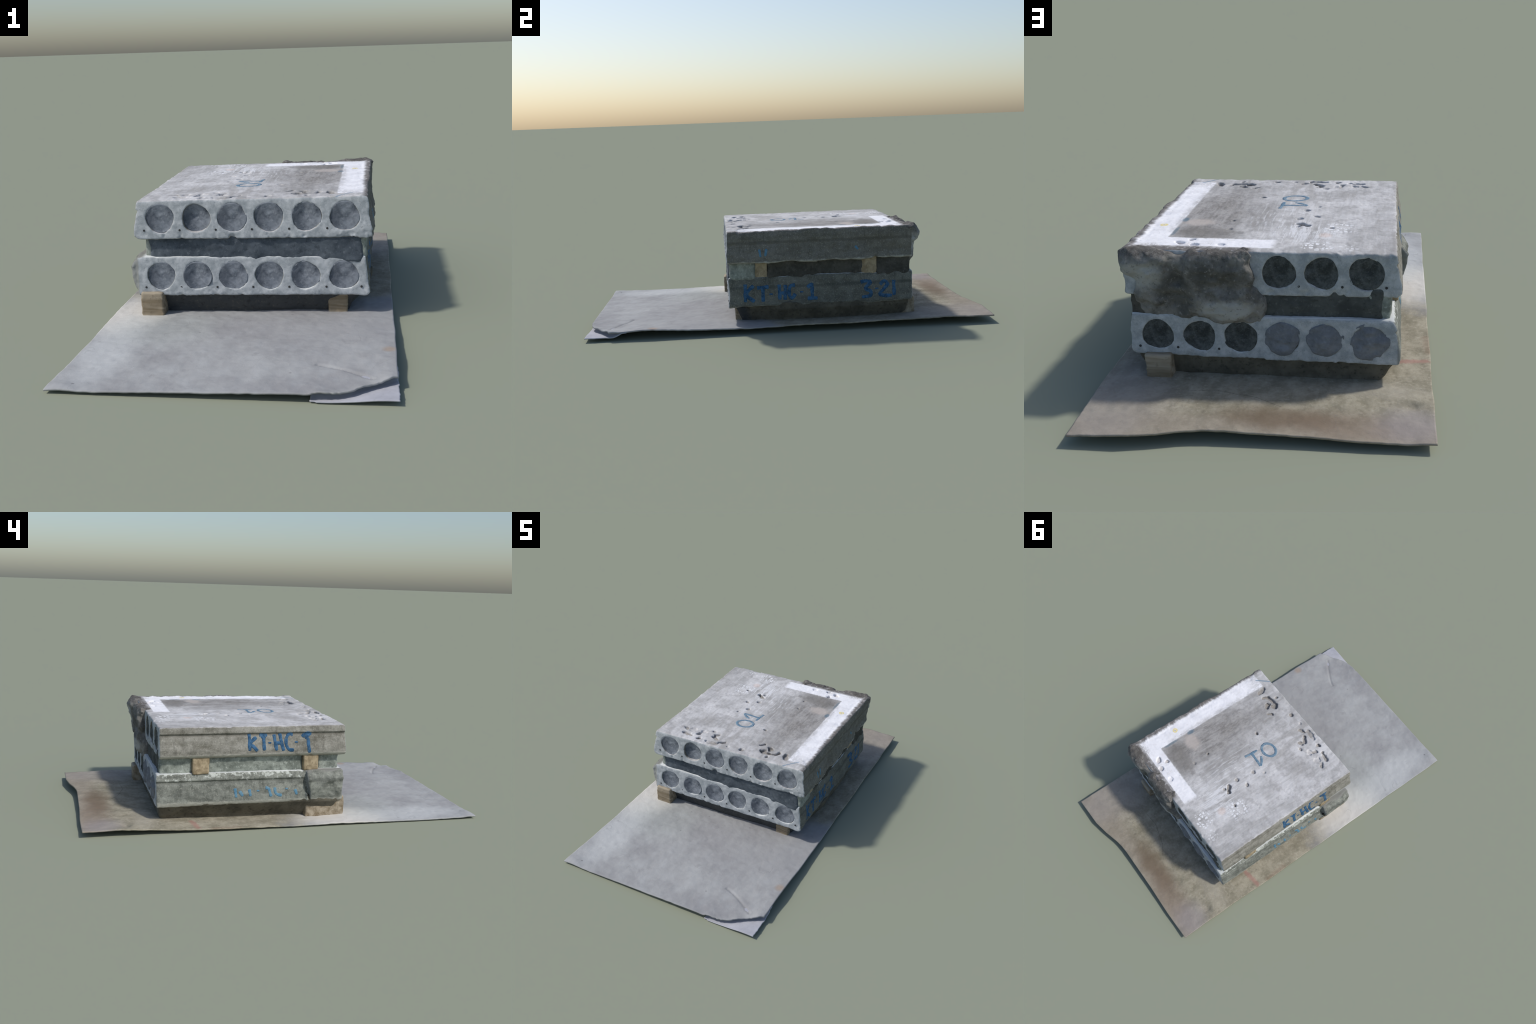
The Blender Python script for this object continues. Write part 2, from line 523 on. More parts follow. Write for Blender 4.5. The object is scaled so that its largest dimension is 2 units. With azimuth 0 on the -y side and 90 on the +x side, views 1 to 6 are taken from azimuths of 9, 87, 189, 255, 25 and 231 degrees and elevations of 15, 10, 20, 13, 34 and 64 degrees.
def floor_material():
    n = Nodes("worn_floor_concrete")
    warp = n.noise(4, 4, 0.6, seed=1.0)
    mid = n.noise(16, 5, 0.62, stretch=(1, 0.7, 1), seed=2.0)
    fine = n.noise(75, 4, 0.7, seed=3.0)
    pale = n.mix(n.step(warp, 0.35, 0.65), rgb(150, 150, 151), rgb(166, 167, 167))
    pale = n.mix(n.mul(n.step(mid, 0.45, 0.70), 0.3), pale, rgb(180, 183, 184))
    pale = n.mix(n.mul(n.step(mid, 0.48, 0.32), 0.28), pale, rgb(137, 137, 138))
    tan = n.mix(n.step(mid, 0.35, 0.66), rgb(136, 131, 114), rgb(164, 158, 141))
    tan = n.mix(n.mul(n.step(fine, 0.52, 0.68), 0.35), tan, rgb(186, 180, 166))
    tan = n.mix(n.mul(n.step(fine, 0.46, 0.34), 0.35), tan, rgb(112, 104, 92))
    wy = n.add_(n.y, n.add_(n.centred(warp, 0.35), n.centred(mid, 0.12)))
    c = n.mix(n.step(wy, -0.16, 0.02), pale, tan)
    w1 = n.centred(n.noise(7, 4, 0.65, seed=4.0), 1.0)
    # pale dusty strip by the front left foot and along the left rim
    c = n.mix(n.mul(n.blob((-0.47, -0.30, 0), (0.13, 0.20, None), 0.55, w1), 0.75), c, rgb(214, 210, 202))
    c = n.mix(n.mul(n.blob((-0.44, -0.66, 0), (0.10, 0.25, None), 0.6, w1), 0.55), c, rgb(200, 203, 203))
    c = n.mix(n.mul(n.blob((-0.30, -0.45, 0), (0.18, 0.16, None), 0.6, w1), 0.3), c, rgb(160, 166, 160))
    c = n.mix(n.mul(n.blob((0.25, -0.45, 0), (0.35, 0.22, None), 0.6, w1), 0.4), c, rgb(141, 140, 142))
    # pinkish rim at the back, brown stain, red mark, small stains
    c = n.mix(n.mul(n.step(n.add_(n.y, n.mul(w1, 0.1)), 0.80, 0.92), 0.5), c, rgb(148, 138, 127))
    c = n.mix(n.mul(n.blob((-0.08, 0.86, 0), (0.16, 0.06, None), 0.6, w1), 0.7), c, rgb(104, 88, 70))
    c = n.mix(n.mul(n.blob((-0.30, 0.88, 0), (0.22, 0.07, None), 0.6, w1), 0.5), c, rgb(128, 112, 98))
    c = n.mix(n.mul(n.blob((-0.47, 0.86, 0), (0.10, 0.08, None), 0.6, w1), 0.55), c, rgb(158, 152, 152))
    c = n.mix(n.mul(n.blob((-0.39, 0.66, 0), (0.12, 0.05, None), 0.5, w1), 0.4), c, rgb(178, 172, 158))
    c = n.mix(n.mul(n.blob((0.45, 0.80, 0), (0.14, 0.24, None), 0.6, w1), 0.5), c, rgb(156, 150, 146))
    wr = n.noise(3.5, 3, 0.5, dist=1.2, seed=14.0)
    wr = n.step(n.math("ABSOLUTE", n.math("SUBTRACT", wr, 0.5)), 0.006, 0.0)
    c = n.mix(n.mul(wr, n.step(n.noise(4, 2, 0.5, seed=15.0), 0.5, 0.62), 0.28), c, rgb(118, 117, 116))
    red = n.segment((-0.43, 0.441), (-0.527, 0.427), 0.012, 0.009, wob=n.centred(fine, 0.02))
    c = n.mix(n.mul(red, 0.5), c, rgb(170, 118, 112))
    c = n.mix(n.mul(n.segment((-0.539, 0.36), (-0.53, 0.24), 0.014, 0.012, wob=n.centred(fine, 0.03)), 0.35), c, rgb(126, 102, 84))
    c = n.mix(n.mul(n.blob((0.52, -0.671, 0), (0.02, 0.022, None), 0.6, w1), 0.5), c, rgb(164, 140, 116))
    spots = n.mul(n.step(n.voronoi(11, seed=3.0), 0.075, 0.03), n.step(n.noise(6, 2, 0.5, seed=8.0), 0.5, 0.6))
    c = n.mix(n.mul(spots, 0.6), c, rgb(108, 106, 106))
    for a, b in (((0.242, 0.718), (0.142, 0.709)), ((0.142, 0.709), (0.011, 0.746)), ((0.011, 0.746), (-0.076, 0.796))):
        c = n.mix(n.mul(n.segment(a, b, 0.0012, 0.0015, wob=n.centred(fine, 0.004)), 0.5), c, rgb(84, 80, 74))
    n.bump(n.add_(n.mul(mid, 0.6), n.mul(fine, 0.6)), 0.35, 0.006)
    return n.finish(c, 0.9)


MAT = {
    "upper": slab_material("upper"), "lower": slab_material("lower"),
    "plug": plain_concrete("core_painted_shade", rgb(82, 88, 97), rgb(130, 136, 144), rgb(160, 165, 170), f=1.0, k=0.35),  # shallow discs coloured dark to show the shadow of deep cores
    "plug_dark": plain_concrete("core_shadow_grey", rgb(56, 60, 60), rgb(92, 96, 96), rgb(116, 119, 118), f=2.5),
    "plug_fill": plain_concrete("core_mortar", rgb(106, 110, 116), rgb(128, 132, 138), rgb(150, 154, 158), f=1.2, k=0.3),
    "gap_fill": plain_concrete("shade_painted_gap", rgb(66, 74, 82), rgb(88, 96, 104), rgb(116, 122, 128), f=0.8),
    "gap_fill_pale": plain_concrete("pale_gap_fill", rgb(112, 118, 111), rgb(158, 164, 156), rgb(196, 202, 194), f=1.0),
    "gap_fill_back": plain_concrete("shade_painted_gap_back", rgb(64, 67, 66), rgb(88, 91, 89), rgb(110, 113, 110), f=0.8),
    "gap_fill_dark": plain_concrete("shade_painted_gap_dark", rgb(66, 65, 60), rgb(86, 84, 78), rgb(104, 102, 96), f=1.0),
    "lump": lump_material(),
    "under": underfill_material(),
    "timber": timber_material("sawn_timber", rgb(140, 125, 100), rgb(178, 162, 135)),
    "bearer": timber_material("weathered_timber", rgb(124, 111, 90), rgb(168, 157, 138)),
    "wire": plain_concrete("strand_steel", rgb(48, 50, 52), rgb(62, 63, 64), rgb(80, 78, 74), f=4),
    "blue_side": paint_material("blue_marker", rgb(38, 74, 106), rgb(64, 104, 140), rgb(112, 124, 124)),
    "blue_worn": paint_material("worn_blue_marker", rgb(78, 122, 150), rgb(98, 138, 160), rgb(150, 156, 150)),
    "blue_top": paint_material("faded_blue_marker", rgb(92, 122, 144), rgb(120, 144, 160), rgb(170, 176, 180)),
    "floor": floor_material(),
}

# ------------------------------------------------------------------ slabs
CORE_X = {"upper": (-0.333, -0.193, -0.056, 0.081, 0.222, 0.362), "lower": (-0.341, -0.198, -0.059, 0.079, 0.216, 0.359)}
CORE_R = 0.053


def core_z(kind, x):
    return 0.4055 + 0.014 * x if kind == "upper" else 0.179 + 0.015 * x


def front_y(kind, x, z):
    return -0.307 + 0.015 * x + 0.05 * (z - 0.41) if kind == "upper" else -0.303 + 0.012 * x + 0.03 * (z - 0.18)


def back_y(kind, x, z):
    return (0.604 + 0.018 * x if kind == "upper" else 0.613 + 0.006 * x)


# pits on the top of the upper slab: chains of points with a radius and a depth
PITS = [
    ([(0.317, -0.232), (0.307, -0.205), (0.305, -0.190)], 0.009, 0.010),
    ([(0.261, -0.196), (0.250, -0.216), (0.221, -0.224), (0.187, -0.230), (0.176, -0.216), (0.186, -0.204)], 0.009, 0.014),
    ([(0.216, -0.184), (0.200, -0.171), (0.210, -0.190)], 0.009, 0.013),
    ([(0.160, -0.151), (0.145, -0.172)], 0.006, 0.010),
    ([(0.221, -0.258)], 0.007, 0.010), ([(0.074, -0.259)], 0.009, 0.012), ([(0.090, -0.021)], 0.0075, 0.012),
    ([(-0.002, -0.263)], 0.004, 0.005), ([(-0.181, -0.266)], 0.010, 0.014), ([(-0.229, -0.255)], 0.007, 0.010),
    ([(-0.036, -0.239), (-0.057, -0.254)], 0.007, 0.011),
    ([(-0.068, -0.272), (-0.095, -0.271), (-0.126, -0.270)], 0.010, 0.007),
    ([(-0.090, -0.233), (-0.102, -0.222), (-0.116, -0.216)], 0.008, 0.011), ([(-0.105, -0.189), (-0.116, -0.196)], 0.008, 0.010),
    ([(-0.141, -0.164)], 0.009, 0.008), ([(-0.203, -0.232), (-0.195, -0.215)], 0.009, 0.009),
    ([(-0.185, -0.195)], 0.013, 0.006), ([(-0.250, -0.254), (-0.276, -0.247)], 0.010, 0.012),
    ([(-0.293, -0.198), (-0.282, -0.210)], 0.009, 0.008), ([(-0.250, -0.200)], 0.018, 0.005),
    ([(-0.098, 0.141)], 0.009, 0.007), ([(-0.140, 0.090)], 0.004, 0.005), ([(-0.084, 0.243)], 0.011, 0.008),
    ([(-0.140, 0.217)], 0.009, 0.008), ([(-0.089, 0.336)], 0.007, 0.008),
    ([(-0.087, 0.304), (-0.103, 0.316), (-0.120, 0.329)], 0.008, 0.014),
    ([(0.288, 0.529), (0.270, 0.540)], 0.009, 0.010), ([(0.243, 0.501)], 0.009, 0.010), ([(0.226, 0.552)], 0.011, 0.008),
    ([(0.144, 0.544)], 0.012, 0.005), ([(0.148, 0.282)], 0.005, 0.008), ([(0.146, 0.381)], 0.004, 0.005),
    ([(-0.203, 0.345)], 0.006, 0.010),
]


def slab_field(kind):
    def field(X, Y, Z):
        if kind == "upper":
            xl = lerp(Z, (0.31, 0.335, 0.36, 0.420, 0.430, 0.438, 0.47), (-0.412, -0.438, -0.438, -0.426, -0.420, -0.428, -0.422))
            xl = xl - 0.007 * sstep(Y, -0.1, 0.6)
            xr = lerp(Z, (0.31, 0.335, 0.36, 0.42, 0.45, 0.49), (0.450, 0.471, 0.465, 0.453, 0.452, 0.446))
            xr = xr + 0.008 * sstep(Y, 0.0, 0.6) * sstep(Z, 0.36, 0.47) - 0.012 * sstep(Y, 0.2, 0.55) * sstep(Z, 0.42, 0.36)
            zt, zb, k = 0.4765 + 0.021 * X, 0.325 + 0.013 * X, 0.009
        else:
            xl = lerp(Z, (0.08, 0.11, 0.14, 0.200, 0.207, 0.216, 0.25), (-0.430, -0.442, -0.440, -0.430, -0.424, -0.431, -0.422))
            xr = lerp(Z, (0.09, 0.12, 0.20, 0.26), (0.446, 0.456, 0.450, 0.438)) + 0.006 * sstep(Y, -0.2, 0.5)
            zt, zb, k = 0.254 + 0.012 * X, 0.1005 + 0.016 * X - 0.004 * sstep(Y, 0, 0.6) * (X < 0), 0.010
        d = smax(xl - X, X - xr, k)
        d = smax(d, smax(front_y(kind, X, Z) - Y, Y - back_y(kind, X, Z), k), k)
        d = smax(d, smax(Z - zt, zb - Z, k), k)
        if kind == "lower":
            # front left edge block, cracked away and pushed out
            blk = box(X, Y, Z, (-0.467 + 0.35 * np.maximum(0.165 - Z, 0) + 0.5 * np.maximum(Z - 0.205, 0), -0.308, 0.095), (-0.36, -0.118, 0.250), 0.016)
            d = smin(d, blk, 0.006)
            crack = np.abs(Y + 0.112 + 0.25 * (0.2 - Z) * (Z < 0.2)) - 0.007
            d = np.maximum(d, -np.maximum(crack, X + 0.428))
        # recesses of the cores, front and back
        for i, cx in enumerate(CORE_X[kind]):
            cz = core_z(kind, cx)
            wob = 1 + 0.035 * np.sin(3 * np.arctan2(Z - cz, X - cx) + i * 1.9)
            r = np.sqrt((X - cx) ** 2 + (Z - cz) ** 2) - CORE_R * wob
            d = smax(d, -np.maximum(r, Y - (front_y(kind, cx, cz) + 0.030)), 0.004)
            if kind == "lower" or cx < 0:
                d = smax(d, -np.maximum(r, back_y(kind, cx, cz) - 0.030 - Y), 0.004)
        if kind == "upper":
            zt2 = 0.476 + 0.021 * X
            for pts, r, dep in PITS:
                for a, b in zip(pts, pts[1:] or pts):
                    lo = (min(a[0], b[0]) - 0.04, min(a[1], b[1]) - 0.04)
                    hi = (max(a[0], b[0]) + 0.04, max(a[1], b[1]) + 0.04)
                    ix = np.nonzero((X[:, 0, 0] > lo[0]) & (X[:, 0, 0] < hi[0]))[0]
                    iy = np.nonzero((Y[0, :, 0] > lo[1]) & (Y[0, :, 0] < hi[1]))[0]
                    s = (slice(ix[0], ix[-1] + 1), slice(iy[0], iy[-1] + 1))
                    x, y, z = X[s], Y[s], Z[s]
                    wx = 0.006 * vnoise(x, y, z, 48, 3) + 0.003 * vnoise(x, y, z, 130, 5)
                    wy = 0.006 * vnoise(x, y, z, 48, 6) + 0.003 * vnoise(x, y, z, 130, 7)
                    u = capsule(x + wx, y + wy, z * 0, (*a, 0), (*b, 0), r)
                    d[s] = smax(d[s], -np.maximum(u - 0.0022, zt2[s] - 1.35 * dep - z), 0.0045)
        return d
    return field


def slab_relief(kind):
    sd = 3 if kind == "upper" else 13

    def relief(x, y, z):
        onside = sstep(np.abs(x), 0.395, 0.42)
        d = 0.0010 * fbm(x, y, z, 16, 3, sd) + 0.0009 * vnoise(x, y, z, 120, sd + 5)
        if kind == "lower":
            d = d + 0.006 * fbm(x, y, z, 19, 3, 97) * sstep(x, -0.432, -0.442) * sstep(y, -0.10, -0.13)
        # chipped arrises
        zt = 0.476 + 0.021 * x if kind == "upper" else 0.254 + 0.012 * x
        zb = 0.331 + 0.013 * x if kind == "upper" else 0.1005 + 0.016 * x
        edge_top = sstep(zt - z, 0.03, 0.0)
        edge_bot = sstep(z - zb, 0.03, 0.0)
        rim = np.maximum(sstep(np.abs(y - 0.15), 0.42, 0.45), onside)
        chip = np.clip(fbm(x, y, z, 30, 3, sd + 9) - 0.25, 0, 1)
        d = d + (0.008 if kind == "upper" else 0.005) * chip * rim * np.maximum(0.6 * edge_top, edge_bot)
        # ragged right flank
        right = sstep(x, 0.40, 0.44)
        d = d - right * (0.005 * fbm(x, y, z, 14, 3, sd + 11))
        return d
    return relief


slabs, bodies = {}, {}
for kind, base, zr in (("upper", UPPER_BASE, (0.305, 0.505)), ("lower", LOWER_BASE, (0.075, 0.275))):
    e = thing("hollow_core_slab", (0, 0, base),
              "cast concrete floor slab offcut with six round cores and blue marking", "concrete slab")
    slabs[kind] = e
    V, F = surface(slab_field(kind), (-0.49, -0.345, zr[0]), (0.50, 0.645, zr[1]), 0.0036, slab_relief(kind))
    bodies[kind] = BVHTree.FromPolygons(V.tolist(), F.tolist())
    V[:, 2] -= base
    add("slab_body", make_mesh("slab_body", V, F, MAT[kind]), e)


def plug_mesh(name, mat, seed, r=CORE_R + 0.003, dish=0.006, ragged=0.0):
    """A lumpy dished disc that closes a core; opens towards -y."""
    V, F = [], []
    nr, na = 14, 48
    for i in range(nr + 1):
        q = i / nr
        for j in range(na):
            a = 2 * math.pi * j / na
            g = r * (1 + ragged * (0.6 * math.sin(2 * a + seed) + 0.5 * math.sin(3 * a + 2.3 * seed) + 0.3 * math.sin(7 * a + seed)))
            V.append((q * g * math.cos(a), dish * (1 - q ** 2.5), q * r * math.sin(a)))
    V = np.array(V)
    V[:, 1] += (0.0035 + 0.03 * ragged) * fbm(V[:, 0], V[:, 1], V[:, 2], 30, 3, seed)
    for i in range(nr):
        for j in range(na):
            k = (j + 1) % na
            F.append((i * na + j, i * na + k, (i + 1) * na + k, (i + 1) * na + j) if i else (j, (i + 1) * na + k, (i + 1) * na + j))
    m = len(V)
    V = np.concatenate([V, V[nr * na:] + np.array([0, 0.012, 0])])
    for j in range(na):
        k = (j + 1) % na
        F.append((nr * na + j, nr * na + k, m + k, m + j))
    F.append(tuple(m + j for j in range(na)))
    return make_mesh(name, V, F, mat)


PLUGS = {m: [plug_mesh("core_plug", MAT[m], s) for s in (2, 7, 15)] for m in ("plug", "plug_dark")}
FILLS = [plug_mesh("core_plug", MAT["plug_fill"], s, CORE_R * k, -0.007, 0.13) for s, k in ((3, 1.10), (8, 1.08), (16, 1.22))]
wire = None
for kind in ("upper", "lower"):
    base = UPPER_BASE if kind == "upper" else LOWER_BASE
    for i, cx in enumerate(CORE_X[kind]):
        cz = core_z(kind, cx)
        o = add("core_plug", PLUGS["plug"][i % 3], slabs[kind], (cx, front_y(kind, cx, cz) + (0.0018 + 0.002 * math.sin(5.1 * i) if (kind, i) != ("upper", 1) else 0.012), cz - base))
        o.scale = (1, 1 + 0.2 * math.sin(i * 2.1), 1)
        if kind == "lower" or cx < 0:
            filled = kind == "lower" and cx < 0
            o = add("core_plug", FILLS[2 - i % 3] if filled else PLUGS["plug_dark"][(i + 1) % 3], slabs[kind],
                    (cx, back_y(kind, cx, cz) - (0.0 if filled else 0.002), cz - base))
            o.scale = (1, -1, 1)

# strand ends: dark steel dots between the cores, near the underside
ang = np.linspace(0, 2 * math.pi, 14, endpoint=False)
wv = [(0.0042 * math.cos(a), y, 0.0042 * math.sin(a)) for y in (-0.0012, 0.02) for a in ang]
wf = [tuple(range(13, -1, -1)), tuple(range(14, 28))] + [(j, (j + 1) % 14, 14 + (j + 1) % 14, 14 + j) for j in range(14)]
wire = make_mesh("strand_end", wv, wf, MAT["wire"], smooth=False)
for kind in ("upper", "lower"):
    base = UPPER_BASE if kind == "upper" else LOWER_BASE
    xs = [(a + b) / 2 + 0.006 for a, b in zip(CORE_X[kind], CORE_X[kind][1:])]
    xs = [CORE_X[kind][0] - 0.062] + xs + [CORE_X[kind][-1] + 0.065]
    for x in xs:
        z = core_z(kind, x) - 0.044
        add("strand_end", wire, slabs[kind], (x, front_y(kind, x, z), z - base))
        if (kind == "upper" and x < -0.02) or (kind == "lower" and x > 0.05):
            o = add("strand_end", wire, slabs[kind], (x, back_y(kind, x, z), z - base))
            o.scale = (1, -1, 1)

# ------------------------------------------------------------------ painted marks


def stroke_ribbon(pts, width, cast, up, sub=5, seed=0):
    """A brush stroke laid on a surface: cast(u, v) gives the surface point, up its outward normal."""
    P = [np.array(p, float) for p in pts]
    line = []
    for i in range(len(P) - 1):
        n = max(2, int(np.linalg.norm(P[i + 1] - P[i]) / 0.004))
        p0, p3 = P[max(i - 1, 0)], P[min(i + 2, len(P) - 1)]
        for j in range(n):
            t = j / n
            line.append(0.5 * (2 * P[i] + (P[i + 1] - p0) * t + (2 * p0 - 5 * P[i] + 4 * P[i + 1] - p3) * t * t
                               + (3 * P[i] - 3 * P[i + 1] + p3 - p0) * t ** 3))
    line.append(P[-1])
    line = np.array(line)
    tan = np.gradient(line, axis=0)
    tan /= np.linalg.norm(tan, axis=1)[:, None] + 1e-9
    nor = np.stack([-tan[:, 1], tan[:, 0]], 1)
    s = np.arange(len(line)) * 0.004
    w = width * (1 + 0.16 * vnoise(s, s * 0 + seed, s * 0, 60, seed))
    cap = np.minimum(1, np.minimum(np.arange(len(line)) + 1, len(line) - np.arange(len(line))) / 2.2)
    w = w * np.sqrt(cap)
    V, F = [], []
    offs = np.linspace(-1, 1, sub)
    for k in range(len(line)):
        for o in offs:
            q = line[k] + nor[k] * w[k] * 0.5 * o
            hgt = 0.0006 * (1 - abs(o) ** 6)
            V.append(np.array(cast(q[0], q[1])) + np.array(up) * hgt)
    for k in range(len(line) - 1):
        for j in range(sub - 1):
            a = k * sub + j
            F.append((a, a + 1, a + sub + 1, a + sub))
    # thin skin closed underneath
    m = len(V)
    V += [v - np.array(up) * 0.0025 for v in V]
    n0 = len(F)
    for f in F[:n0]:
        F.append(tuple(m + i for i in reversed(f)))
    L = len(line)
    rim = [k * sub for k in range(L)] + [(L - 1) * sub + j for j in range(1, sub)] + [k * sub + sub - 1 for k in range(L - 2, -1, -1)] + [j for j in range(sub - 2, 0, -1)]
    for a, b in zip(rim, rim[1:] + rim[:1]):
        F.append((a, b, m + b, m + a))
    return V, F


def caster(kind, face):
    tree = bodies[kind]

    def cast(u, v):
        if face == "top":
            hit = tree.ray_cast(Vector((u, v, 0.6)), Vector((0, 0, -1)))[0]
            return hit if hit is not None else (u, v, top_z(u))
        s = -1 if face == "left" else 1
        hit = tree.ray_cast(Vector((s * 0.7, u, v)), Vector((-s, 0, 0)))[0]
        return hit if hit is not None else (s * 0.43, u, v)
    return cast, {"top": (0, 0, 1), "left": (-1, 0, 0), "right": (1, 0, 0)}[face]


def write(name, strokes, kind, face, mat, width):
    cast, up = caster(kind, face)
    V, F = [], []
    for i, st in enumerate(strokes):
        if len(st) == 1:
            st = [(st[0][0], st[0][1] - 0.004), (st[0][0], st[0][1] + 0.004)]
        v, f = stroke_ribbon(st, width, cast, up, seed=i)
        F += [tuple(k + len(V) for k in q) for q in f]
        V += v
    V = np.array(V)
    V[:, 2] -= UPPER_BASE if kind == "upper" else LOWER_BASE
    me = make_mesh(name, V, F, MAT[mat])
    import bmesh
    bm = bmesh.new()
    bm.from_mesh(me)
    bmesh.ops.recalc_face_normals(bm, faces=bm.faces)
    bm.to_mesh(me)
    bm.free()
    return add(name, me, slabs[kind])


zero = [(-0.035 + 0.045 * math.cos(a) + 0.004 * math.sin(a), -0.013 + 0.036 * math.sin(a)) for a in np.linspace(0.2, 2 * math.pi + 0.25, 22)]
write("painted_digit", [zero], "upper", "top", "blue_top", 0.0155)
write("painted_digit", [[(0.009, 0.125), (0.004, 0.084), (0.002, 0.043)], [(-0.001, 0.081), (-0.052, 0.083), (-0.091, 0.086)],
                        [(-0.091, 0.086), (-0.071, 0.064), (-0.042, 0.047)]], "upper", "top", "blue_top", 0.0145)

UPPER_LEFT = [
    [[(0.172, 0.433), (0.171, 0.392), (0.170, 0.353)], [(0.138, 0.417), (0.166, 0.389), (0.150, 0.371), (0.132, 0.352)]],
    [[(0.123, 0.426), (0.084, 0.425)], [(0.116, 0.419), (0.090, 0.418)], [(0.103, 0.421), (0.101, 0.390), (0.099, 0.354)]],
    [[(0.072, 0.389)]],
    [[(0.051, 0.427), (0.045, 0.390), (0.037, 0.352)], [(0.022, 0.431), (0.014, 0.390), (0.003, 0.350)], [(0.044, 0.387), (0.013, 0.387)]],
    [[(-0.043, 0.424), (-0.024, 0.427), (-0.011, 0.410), (-0.010, 0.378), (-0.024, 0.356), (-0.048, 0.352)]],
    [[(-0.060, 0.390)]],
    [[(-0.090, 0.413), (-0.108, 0.430), (-0.130, 0.431), (-0.108, 0.411), (-0.119, 0.405), (-0.122, 0.370), (-0.128, 0.337)]],
]
for st in UPPER_LEFT:
    write("painted_letter", st, "upper", "left", "blue_side", 0.017)
# the same mark on the lower slab, worn to traces
WORN_LEFT = [
    [[(0.236, 0.172), (0.230, 0.128)], [(0.214, 0.158), (0.198, 0.134)]], [[(0.166, 0.165), (0.160, 0.132)]], [[(0.123, 0.157)]],
    [[(0.086, 0.170), (0.070, 0.165), (0.062, 0.140), (0.057, 0.127)]], [[(0.040, 0.170), (0.036, 0.145), (0.022, 0.134), (0.004, 0.132)]],
    [[(-0.020, 0.162)]], [[(-0.062, 0.158), (-0.072, 0.132)]],
]
for st in WORN_LEFT:
    write("painted_letter", st, "lower", "left", "blue_worn", 0.015)
RIGHT = [
    [[(-0.215, 0.225), (-0.217, 0.137)], [(-0.174, 0.216), (-0.211, 0.177), (-0.172, 0.137)]],
    [[(-0.157, 0.204), (-0.100, 0.208)], [(-0.129, 0.206), (-0.129, 0.135)]],
    [[(-0.089, 0.171)]],
    [[(-0.048, 0.217), (-0.047, 0.142)], [(-0.017, 0.215), (-0.021, 0.140)], [(-0.048, 0.174), (-0.020, 0.175)]],
    [[(0.031, 0.211), (0.008, 0.207), (-0.001, 0.175), (0.012, 0.146), (0.031, 0.168)]],
    [[(0.062, 0.176)]],
    [[(0.091, 0.196), (0.113, 0.212), (0.114, 0.180), (0.115, 0.146)], [(0.090, 0.143), (0.140, 0.142)]],
    [[(0.356, 0.210), (0.380, 0.216), (0.403, 0.209), (0.378, 0.180), (0.403, 0.165), (0.400, 0.143), (0.360, 0.137)]],
    [[(0.435, 0.177)]],
    [[(0.452, 0.195), (0.473, 0.212), (0.490, 0.196), (0.470, 0.172), (0.450, 0.148), (0.480, 0.139), (0.511, 0.139)]],
    [[(0.521, 0.215), (0.522, 0.139)]],
]
for st in RIGHT:
    write("painted_letter", st, "lower", "right", "blue_side", 0.018)
for st in ([[(-0.14, 0.398), (-0.135, 0.362)], [(-0.105, 0.400), (-0.112, 0.365)]], [[(0.33, 0.395), (0.345, 0.378)]]):
    write("painted_letter", st, "upper", "right", "blue_worn", 0.012)

# ------------------------------------------------------------------ broken corner and shade-coloured fill between the slabs


def lump_field(X, Y, Z):
    # two blocks of the broken end with a cleft between them, and mortar slumped on to the slab below
    tuck = 0.9 * np.maximum(0.415 - Z, 0) * sstep(X, 0.34, 0.44)
    back = 0.55 + 0.032 * sstep(Z, 0.44, 0.47)
    d = box(X, Y, Z, (0.305, back, 0.345), (0.462 - 0.25 * np.maximum(0.42 - Z, 0), 0.656 - 0.25 * np.abs(Z - 0.45) - tuck, 0.492), 0.035)
    d = smin(d, box(X, Y, Z, (0.025, back, 0.345), (0.250, 0.645 - 0.20 * np.abs(Z - 0.42), 0.480), 0.030), 0.012)
    d = smin(d, box(X, Y, Z, (0.04, 0.55, 0.30), (0.42, 0.634, 0.472), 0.03), 0.015)
    d = smin(d, box(X, Y, Z, (0.005, 0.50, 0.225), (0.432, 0.612, 0.345), 0.030), 0.02)
    slump = ellipsoid(X, Y, Z, (0.115, 0.580, 0.295), (0.125, 0.072, 0.062))
    d = smin(d, slump, 0.03)
    d = smax(d, -capsule(X, Y, Z, (0.290, 0.665, 0.450), (0.275, 0.640, 0.385), 0.022), 0.012)
    d = smax(d, -ellipsoid(X, Y, Z, (0.285, 0.655, 0.315), (0.065, 0.045, 0.045)), 0.015)
    return d


def lump_relief(x, y, z):
    facets = np.abs(vnoise(x, y, z, 13, 31)) + 0.5 * np.abs(vnoise(x, y, z, 27, 32)) - 0.4
    return 0.012 * facets + 0.0035 * fbm(x, y, z, 45, 2, 35)


V, F = surface(lump_field, (-0.05, 0.46, 0.20), (0.51, 0.70, 0.51), 0.0036, lump_relief, 0.05)
V[:, 2] -= UPPER_BASE
add("broken_corner", make_mesh("broken_corner", V, F, MAT["lump"]), slabs["upper"])

# packing colours: void darkness painted at ends and right, paler at other sides
GAP_FILLS = (
    ((-0.388, -0.296, 0.235), (0.432, -0.170, 0.350), "gap_fill", 41),
    ((-0.385, 0.440, 0.235), (0.415, 0.594, 0.350), "gap_fill_back", 43),
    ((-0.404, -0.290, 0.232), (-0.330, -0.185, 0.345), "gap_fill_pale", 45),
    ((0.400, -0.289, 0.240), (0.443, -0.165, 0.350), "gap_fill_pale", 46),
    ((-0.410, 0.438, 0.232), (-0.330, 0.592, 0.345), "gap_fill_pale", 47),
    ((0.350, 0.438, 0.240), (0.446, 0.606, 0.350), "gap_fill_dark", 48),
    ((-0.409, -0.110, 0.232), (0.0, 0.370, 0.345), "gap_fill_pale", 49),
    ((0.0, -0.110, 0.240), (0.437, 0.380, 0.350), "gap_fill_dark", 50),
)
